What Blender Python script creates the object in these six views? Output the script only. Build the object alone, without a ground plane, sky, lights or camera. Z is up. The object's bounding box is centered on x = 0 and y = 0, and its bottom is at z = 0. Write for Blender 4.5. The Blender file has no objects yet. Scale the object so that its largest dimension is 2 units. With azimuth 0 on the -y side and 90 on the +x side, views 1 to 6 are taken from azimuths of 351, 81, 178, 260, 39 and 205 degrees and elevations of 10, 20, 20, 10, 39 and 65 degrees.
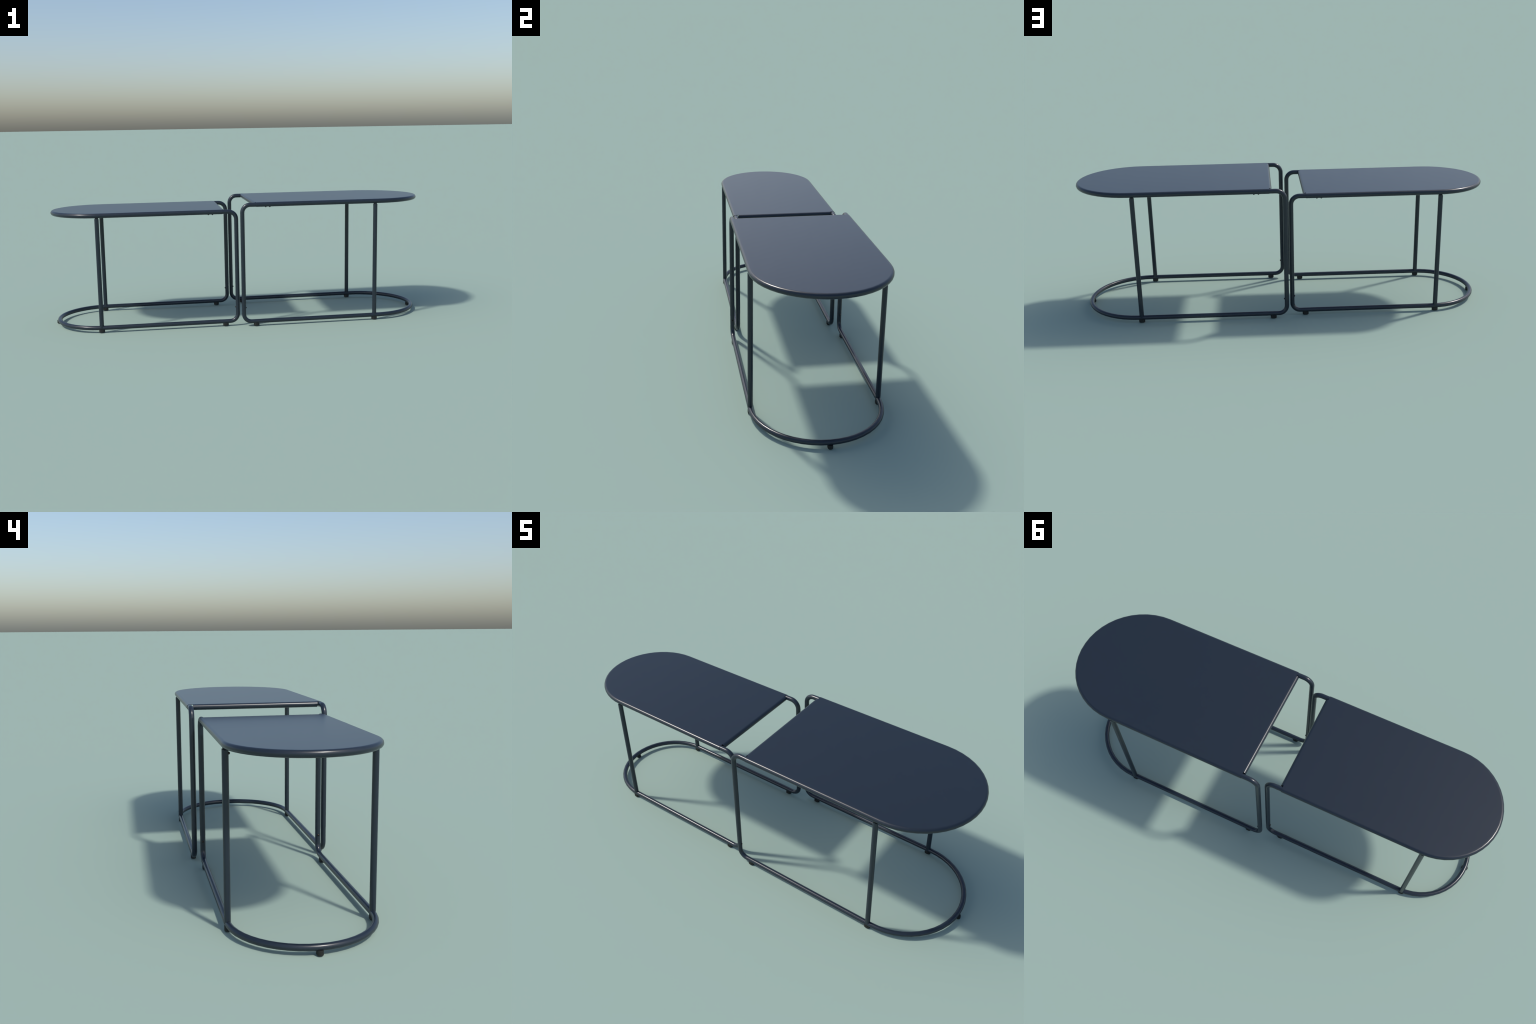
"""Two nesting side tables in dark blue powder-coated steel, standing head to head.

Each table: a sheet-metal top with rolled edges (half-round outer end, straight
inner end), two bent side tubes that slip into the side rolls and run down the
inner end, bent corner tubes, a U-shaped floor tube, two straight legs, five
rubber feet and small dome-head screws.
"""
import bpy, bmesh, math
from mathutils import Vector, Matrix

PI = math.pi

# ------------------------------------------------------------------ materials
def coat_material():
    m = bpy.data.materials.new("blue_grey_powder_coat")
    m.use_nodes = True
    nt = m.node_tree
    n, l = nt.nodes, nt.links
    b = n["Principled BSDF"]
    tc = n.new("ShaderNodeTexCoord")
    big = n.new("ShaderNodeTexNoise")
    big.inputs["Scale"].default_value = 3.0
    big.inputs["Detail"].default_value = 3.0
    ramp = n.new("ShaderNodeValToRGB")
    ramp.color_ramp.elements[0].position = 0.3
    ramp.color_ramp.elements[0].color = (*COAT_A, 1)
    ramp.color_ramp.elements[1].position = 0.7
    ramp.color_ramp.elements[1].color = (*COAT_B, 1)
    l.new(tc.outputs["Object"], big.inputs["Vector"])
    l.new(big.outputs["Fac"], ramp.inputs["Fac"])
    l.new(ramp.outputs["Color"], b.inputs["Base Color"])
    b.inputs["Roughness"].default_value = COAT_ROUGH
    b.inputs["IOR"].default_value = 1.5
    b.inputs["Metallic"].default_value = COAT_METAL
    return m


def plain_material(name, col, rough, metal=0.0):
    m = bpy.data.materials.new(name)
    m.use_nodes = True
    nt = m.node_tree
    n, l = nt.nodes, nt.links
    b = n["Principled BSDF"]
    tc = n.new("ShaderNodeTexCoord")
    no = n.new("ShaderNodeTexNoise")
    no.inputs["Scale"].default_value = 300.0
    mix = n.new("ShaderNodeMix")
    mix.data_type = 'RGBA'
    mix.inputs[6].default_value = (*[c * 0.85 for c in col], 1)
    mix.inputs[7].default_value = (*[c * 1.15 for c in col], 1)
    l.new(tc.outputs["Object"], no.inputs["Vector"])
    l.new(no.outputs["Fac"], mix.inputs[0])
    l.new(mix.outputs[2], b.inputs["Base Color"])
    b.inputs["Roughness"].default_value = rough
    b.inputs["Metallic"].default_value = metal
    return m


COAT_A = (0.0132, 0.0206, 0.0316)
COAT_B = (0.0137, 0.0213, 0.0326)
COAT_ROUGH = 0.28
COAT_METAL = 0.0
COAT = coat_material()
RUBBER = plain_material("black_rubber", (0.0065, 0.0070, 0.0062), 0.6)
STEEL = plain_material("dark_screw_steel", (0.035, 0.026, 0.022), 0.35, 0.6)

# ------------------------------------------------------------------- helpers
def finish(bm, name, mat, parent, smooth_angle=40, weighted=False):
    me = bpy.data.meshes.new(name)
    bmesh.ops.recalc_face_normals(bm, faces=bm.faces)
    bm.to_mesh(me)
    bm.free()
    return place(me, name, mat, parent, smooth_angle)


def place(me, name, mat, parent, smooth_angle=None):
    if mat and not me.materials:
        me.materials.append(mat)
    if smooth_angle is not None:
        for p in me.polygons:
            p.use_smooth = True
        me.set_sharp_from_angle(angle=math.radians(smooth_angle))
    ob = bpy.data.objects.new(name, me)
    bpy.context.scene.collection.objects.link(ob)
    ob.parent = parent
    return ob


def sweep(bm, pts, r, sides=24, cap=True):
    """Round tube along a polyline, rings mitred at the bends."""
    pts = [Vector(p) for p in pts]
    n = len(pts)
    t0 = (pts[1] - pts[0]).normalized()
    ref = Vector((0, 0, 1)) if abs(t0.z) < 0.9 else Vector((0, 1, 0))
    u = (ref - t0 * ref.dot(t0)).normalized()
    rings, prev = [], t0
    for i, p in enumerate(pts):
        tin = (p - pts[i - 1]).normalized() if i else t0
        tout = (pts[i + 1] - p).normalized() if i < n - 1 else tin
        u = prev.rotation_difference(tin) @ u
        prev = tin
        v = tin.cross(u)
        m = (tin + tout).normalized()           # mitre plane normal
        ring = []
        for k in range(sides):
            a = 2 * PI * k / sides
            d = (u * math.cos(a) + v * math.sin(a)) * r
            d = d - tin * (d.dot(m) / tin.dot(m))
            ring.append(bm.verts.new(p + d))
        rings.append(ring)
    for a, b in zip(rings, rings[1:]):
        for k in range(sides):
            bm.faces.new((a[k], a[(k + 1) % sides], b[(k + 1) % sides], b[k]))
    if cap:
        bm.faces.new(rings[0][::-1])
        bm.faces.new(rings[-1])


def arc(cx, cz, r, a0, a1, n):
    return [(cx + r * math.cos(a0 + (a1 - a0) * i / n),
             cz + r * math.sin(a0 + (a1 - a0) * i / n)) for i in range(n + 1)]


# ------------------------------------------------------------- shared details
def foot_mesh():
    """Rubber glide: stadium in plan, long along x, slightly flared."""
    bm = bmesh.new()
    def outline(hx, hy):
        q, out = hx - hy, []
        for s, a0 in ((1, -PI / 2), (-1, PI / 2)):
            for i in range(11):
                a = a0 + PI * i / 10
                out.append((s * q + hy * math.cos(a), hy * math.sin(a)))
        return out
    rings = []
    for z, g in ((0.0, -0.0012), (0.0012, 0.0), (0.0125, 0.0), (0.0165, -0.0006)):
        rings.append([bm.verts.new((x, y, z)) for x, y in
                      outline(FOOT_HX + g, FOOT_HY + g)])
    n = len(rings[0])
    for a, b in zip(rings, rings[1:]):
        for k in range(n):
            bm.faces.new((a[k], a[(k + 1) % n], b[(k + 1) % n], b[k]))
    bm.faces.new(rings[0][::-1])
    bm.faces.new(rings[-1])
    me = bpy.data.meshes.new("foot")
    bmesh.ops.recalc_face_normals(bm, faces=bm.faces)
    bm.to_mesh(me)
    bm.free()
    return me


def screw_mesh(r=0.0045, h=0.0038):
    """Dome head, axis +z, with a hexagon socket sunk in the crown."""
    bm = bmesh.new()
    prof = [(r * 0.98, -0.002), (r, 0.0004)]
    for i in range(1, 6):
        a = PI / 2 * i / 7
        prof.append((r * math.cos(a), 0.0004 + (h - 0.0004) * math.sin(a)))
    prof += [(r * 0.36, h), (r * 0.34, h * 0.45)]
    N = 18
    rings = [[bm.verts.new((q * math.cos(2 * PI * k / N), q * math.sin(2 * PI * k / N), z))
              for k in range(N)] for q, z in prof]
    for a, b in zip(rings, rings[1:]):
        for k in range(N):
            bm.faces.new((a[k], a[(k + 1) % N], b[(k + 1) % N], b[k]))
    bm.faces.new(rings[0][::-1])
    bm.faces.new(rings[-1])
    me = bpy.data.meshes.new("screw")
    bmesh.ops.recalc_face_normals(bm, faces=bm.faces)
    bm.to_mesh(me)
    bm.free()
    return me


FOOT_HX, FOOT_HY = 0.0149, 0.0106
FOOT = foot_mesh()
SCREW = screw_mesh()


def put_foot(parent, x, y):
    ob = place(FOOT, "foot", RUBBER, parent, 40)
    ob.location = (x, y, 0)


def put_screw(parent, pos, axis, scale=1.0):
    ob = place(SCREW, "screw", STEEL, parent, 50)
    q = Vector((0, 0, 1)).rotation_difference(Vector(axis).normalized())
    ob.matrix_local = Matrix.Translation(pos) @ q.to_matrix().to_4x4() @ Matrix.Scale(scale, 4)


# ------------------------------------------------------------------ one table
ROLL_R = 0.0119       # rolled sheet edge
SHEET = 0.0020
TUBE_R = 0.0111
CORNER_R = 0.0108
LEG_R = 0.0111
BASE_Z = 0.0228
BEND = 0.040
ARC_N = 24


def table(s, half, tube_y, base_tip, top_z, roll_end, inner_x, leg_x, foot_x, seam_x, label, screws_x, extra=None):
    """s = +1/-1: side of the origin the table stands on. Every x is given as s*x > 0-ish."""
    root = bpy.data.objects.new("side_table", None)
    bpy.context.scene.collection.objects.link(root)
    root.location = (s * 0.5, 0, 0)
    root.empty_display_size = 0.2
    root["label"] = label
    root["category"] = "side table"
    X = lambda x: s * x - root.location.x
    tip = 1.0 - ROLL_R                 # centre line of the roll at the outer end
    acx = tip - half                   # centre of the half-round end
    rz = top_z - ROLL_R                # height of the roll / side tube

    # --- tabletop: flat sheet, rolled side + end edge, rolled inner edge
    bm = bmesh.new()
    path = [(roll_end, -half, 0, -1)]
    nst = 6
    for i in range(1, nst):
        path.append((roll_end + (acx - roll_end) * i / nst, -half, 0, -1))
    for i in range(ARC_N + 1):
        a = -PI / 2 + PI * i / ARC_N
        path.append((acx + half * math.cos(a), half * math.sin(a), math.cos(a), math.sin(a)))
    for i in range(nst - 1, 0, -1):
        path.append((roll_end + (acx - roll_end) * i / nst, half, 0, 1))
    path.append((roll_end, half, 0, 1))

    def wall(rad, z):
        """one sheet skin: returns the strip rows (flat ring first)"""
        rows = [[bm.verts.new((X(x - nx * 0.004), y - ny * 0.004, z)) for x, y, nx, ny in path]]
        na = 20
        for j in range(na + 1):
            a = PI / 2 - math.radians(285) * j / na
            off, dz = rad * math.cos(a), rad * math.sin(a)
            rows.append([bm.verts.new((X(x + nx * off), y + ny * off, rz + dz))
                         for x, y, nx, ny in path])
        for r0, r1 in zip(rows, rows[1:]):
            for k in range(len(path) - 1):
                bm.faces.new((r0[k], r0[k + 1], r1[k + 1], r1[k]))
        # inner rolled edge, stopping short of the side tubes
        ye = half - 0.0135
        ys = (-ye, ye)
        irows = []
        for j in range(na + 1):
            a = PI / 2 - math.radians(285) * j / na
            irows.append([bm.verts.new((X(roll_end - rad * math.cos(a)), y, rz + rad * math.sin(a)))
                          for y in ys])
        lead = [bm.verts.new((X(roll_end + 0.004), y, z)) for y in ys]
        irows.insert(0, lead)
        for r0, r1 in zip(irows, irows[1:]):
            bm.faces.new((r0[0], r1[0], r1[1], r0[1]))
        # corner tabs of the flat sheet between the two rolls
        tab = []
        for e, yy in ((0, -1), (-1, 1)):
            q = 0 if yy < 0 else 1
            t = bm.verts.new((X(roll_end + 0.004), yy * (half - 0.004), z))
            o = bm.verts.new((X(roll_end + 0.004), yy * half, z))
            bm.faces.new((rows[0][e], t, lead[q], irows[1][q]))
            tab.append(t)
        # flat field
        flat = [tab[0]] + rows[0][1:-1] + [tab[1], lead[1], lead[0]]
        bm.faces.new(flat)
        return rows, irows

    ro, io = wall(ROLL_R, top_z)
    ri, ii = wall(ROLL_R - SHEET, top_z - SHEET)
    for a, b in ((ro, ri), (io, ii)):
        for j in range(1, len(a) - 1):
            for e in (0, -1):
                bm.faces.new((a[j][e], a[j + 1][e], b[j + 1][e], b[j][e]))
        for k in range(len(a[-1]) - 1):
            bm.faces.new((a[-1][k], a[-1][k + 1], b[-1][k + 1], b[-1][k]))
    # little edge of the sheet at the corner tabs
    for e, q in ((0, 0), (-1, 1)):
        bm.faces.new((ro[0][e], io[1][q], ii[1][q], ri[0][e]))
        bm.faces.new((ro[0][e], ro[1][e], ri[1][e], ri[0][e]))
    bmesh.ops.remove_doubles(bm, verts=bm.verts, dist=1e-6)
    loose = [v for v in bm.verts if not v.link_faces]
    bmesh.ops.delete(bm, geom=loose, context='VERTS')
    top = finish(bm, "tabletop", COAT, root, 35)
    wn = top.modifiers.new("weighted", 'WEIGHTED_NORMAL')
    wn.keep_sharp = True
    wn.weight = 100

    # --- side tubes: out of the rolled edge, bend, down the inner end
    zs = 0.122
    for y in (-tube_y, tube_y):
        pts = [(X(roll_end + 0.085), y, rz), (X(inner_x + BEND), y, rz)]
        for (x, z) in arc(inner_x + BEND, rz - BEND, BEND, PI / 2, PI, 8)[1:]:
            pts.append((X(x), y, z))
        pts.append((X(inner_x), y, zs))
        bm = bmesh.new()
        sweep(bm, pts, TUBE_R)
        finish(bm, "side_tube", COAT, root)
        # corner tube joining it to the floor tube
        pts = [(X(inner_x), y, zs + 0.02), (X(inner_x), y, BASE_Z + BEND)]
        for (x, z) in arc(inner_x + BEND, BASE_Z + BEND, BEND, PI, 1.5 * PI, 8)[1:]:
            pts.append((X(x), y, z))
        pts.append((X(seam_x + 0.02), y, BASE_Z))
        bm = bmesh.new()
        sweep(bm, pts, CORNER_R)
        finish(bm, "corner_tube", COAT, root)
        put_screw(root, (X(inner_x + CORNER_R - 0.0004), y, 0.0988), (s, 0, 0))
        for sx in screws_x:
            put_screw(root, (X(sx), y, rz - ROLL_R + 0.0006), (0, 0, -1), 1.0)
        put_foot(root, X(foot_x), y)
        put_foot(root, X(leg_x), y)

    # --- floor tube
    pts = [(X(seam_x), -tube_y, BASE_Z)]
    bcx = base_tip - tube_y
    for i in range(ARC_N + 1):
        a = -PI / 2 + PI * i / ARC_N
        pts.append((X(bcx + tube_y * math.cos(a)), tube_y * math.sin(a), BASE_Z))
    pts.append((X(seam_x), tube_y, BASE_Z))
    bm = bmesh.new()
    sweep(bm, pts, TUBE_R)
    finish(bm, "floor_tube", COAT, root)
    put_foot(root, X(0.9850), 0)

    # --- legs: straight, coped at the top, on a thinner spigot
    for y in (-tube_y, tube_y):
        bm = bmesh.new()
        N, rows = 28, []
        cope = 0.0172
        for kind in ("bottom", "top"):
            row = []
            for k in range(N):
                a = 2 * PI * k / N
                dx, dy = LEG_R * math.cos(a), LEG_R * math.sin(a)
                if kind == "bottom":
                    z = BASE_Z + math.sqrt(max(0.0, (TUBE_R - 0.0004) ** 2 - dy * dy)) - 0.0008
                else:
                    z = rz - math.sqrt(cope ** 2 - dy * dy)
                row.append(bm.verts.new((X(leg_x) + dx, y + dy, z)))
            rows.append(row)
        for k in range(N):
            bm.faces.new((rows[0][k], rows[0][(k + 1) % N], rows[1][(k + 1) % N], rows[1][k]))
        # end faces as strips between opposite sides (saddle surfaces)
        for row in rows:
            for k in range(0, N // 2):
                a, b = row[k], row[(k + 1)]
                c, d = row[(N - k - 1) % N], row[(N - k) % N]
                vs = []
                for v in (a, b, c, d):
                    if v not in vs:
                        vs.append(v)
                if len(vs) >= 3:
                    bm.faces.new(vs)
        leg = finish(bm, "leg", COAT, root)
        bm = bmesh.new()
        sweep(bm, [(X(leg_x), y, rz - 0.030), (X(leg_x), y, rz - ROLL_R + 0.002)], 0.0084, 20)
        finish(bm, "spigot", RUBBER, root)
    for pos, axis in (extra or []):
        put_screw(root, (X(s * pos[0]), pos[1], pos[2]), axis)
    return root


table(-1, 0.2440, 0.2429, 0.9836, 0.6155, 0.1145, 0.0431, 0.7512, 0.1080, 0.135,
      "low dark blue steel side table with rounded end", (0.1655, 0.1865),
      extra=[((-0.7546, 0.2319, 0.5764), (-0.30, -0.95, 0))])
table(+1, 0.2755, 0.2747, 0.9832, 0.6506, 0.0580, -0.0147, 0.6940, 0.0510, 0.078,
      "tall dark blue steel side table with rounded end", (0.1080, 0.1293))
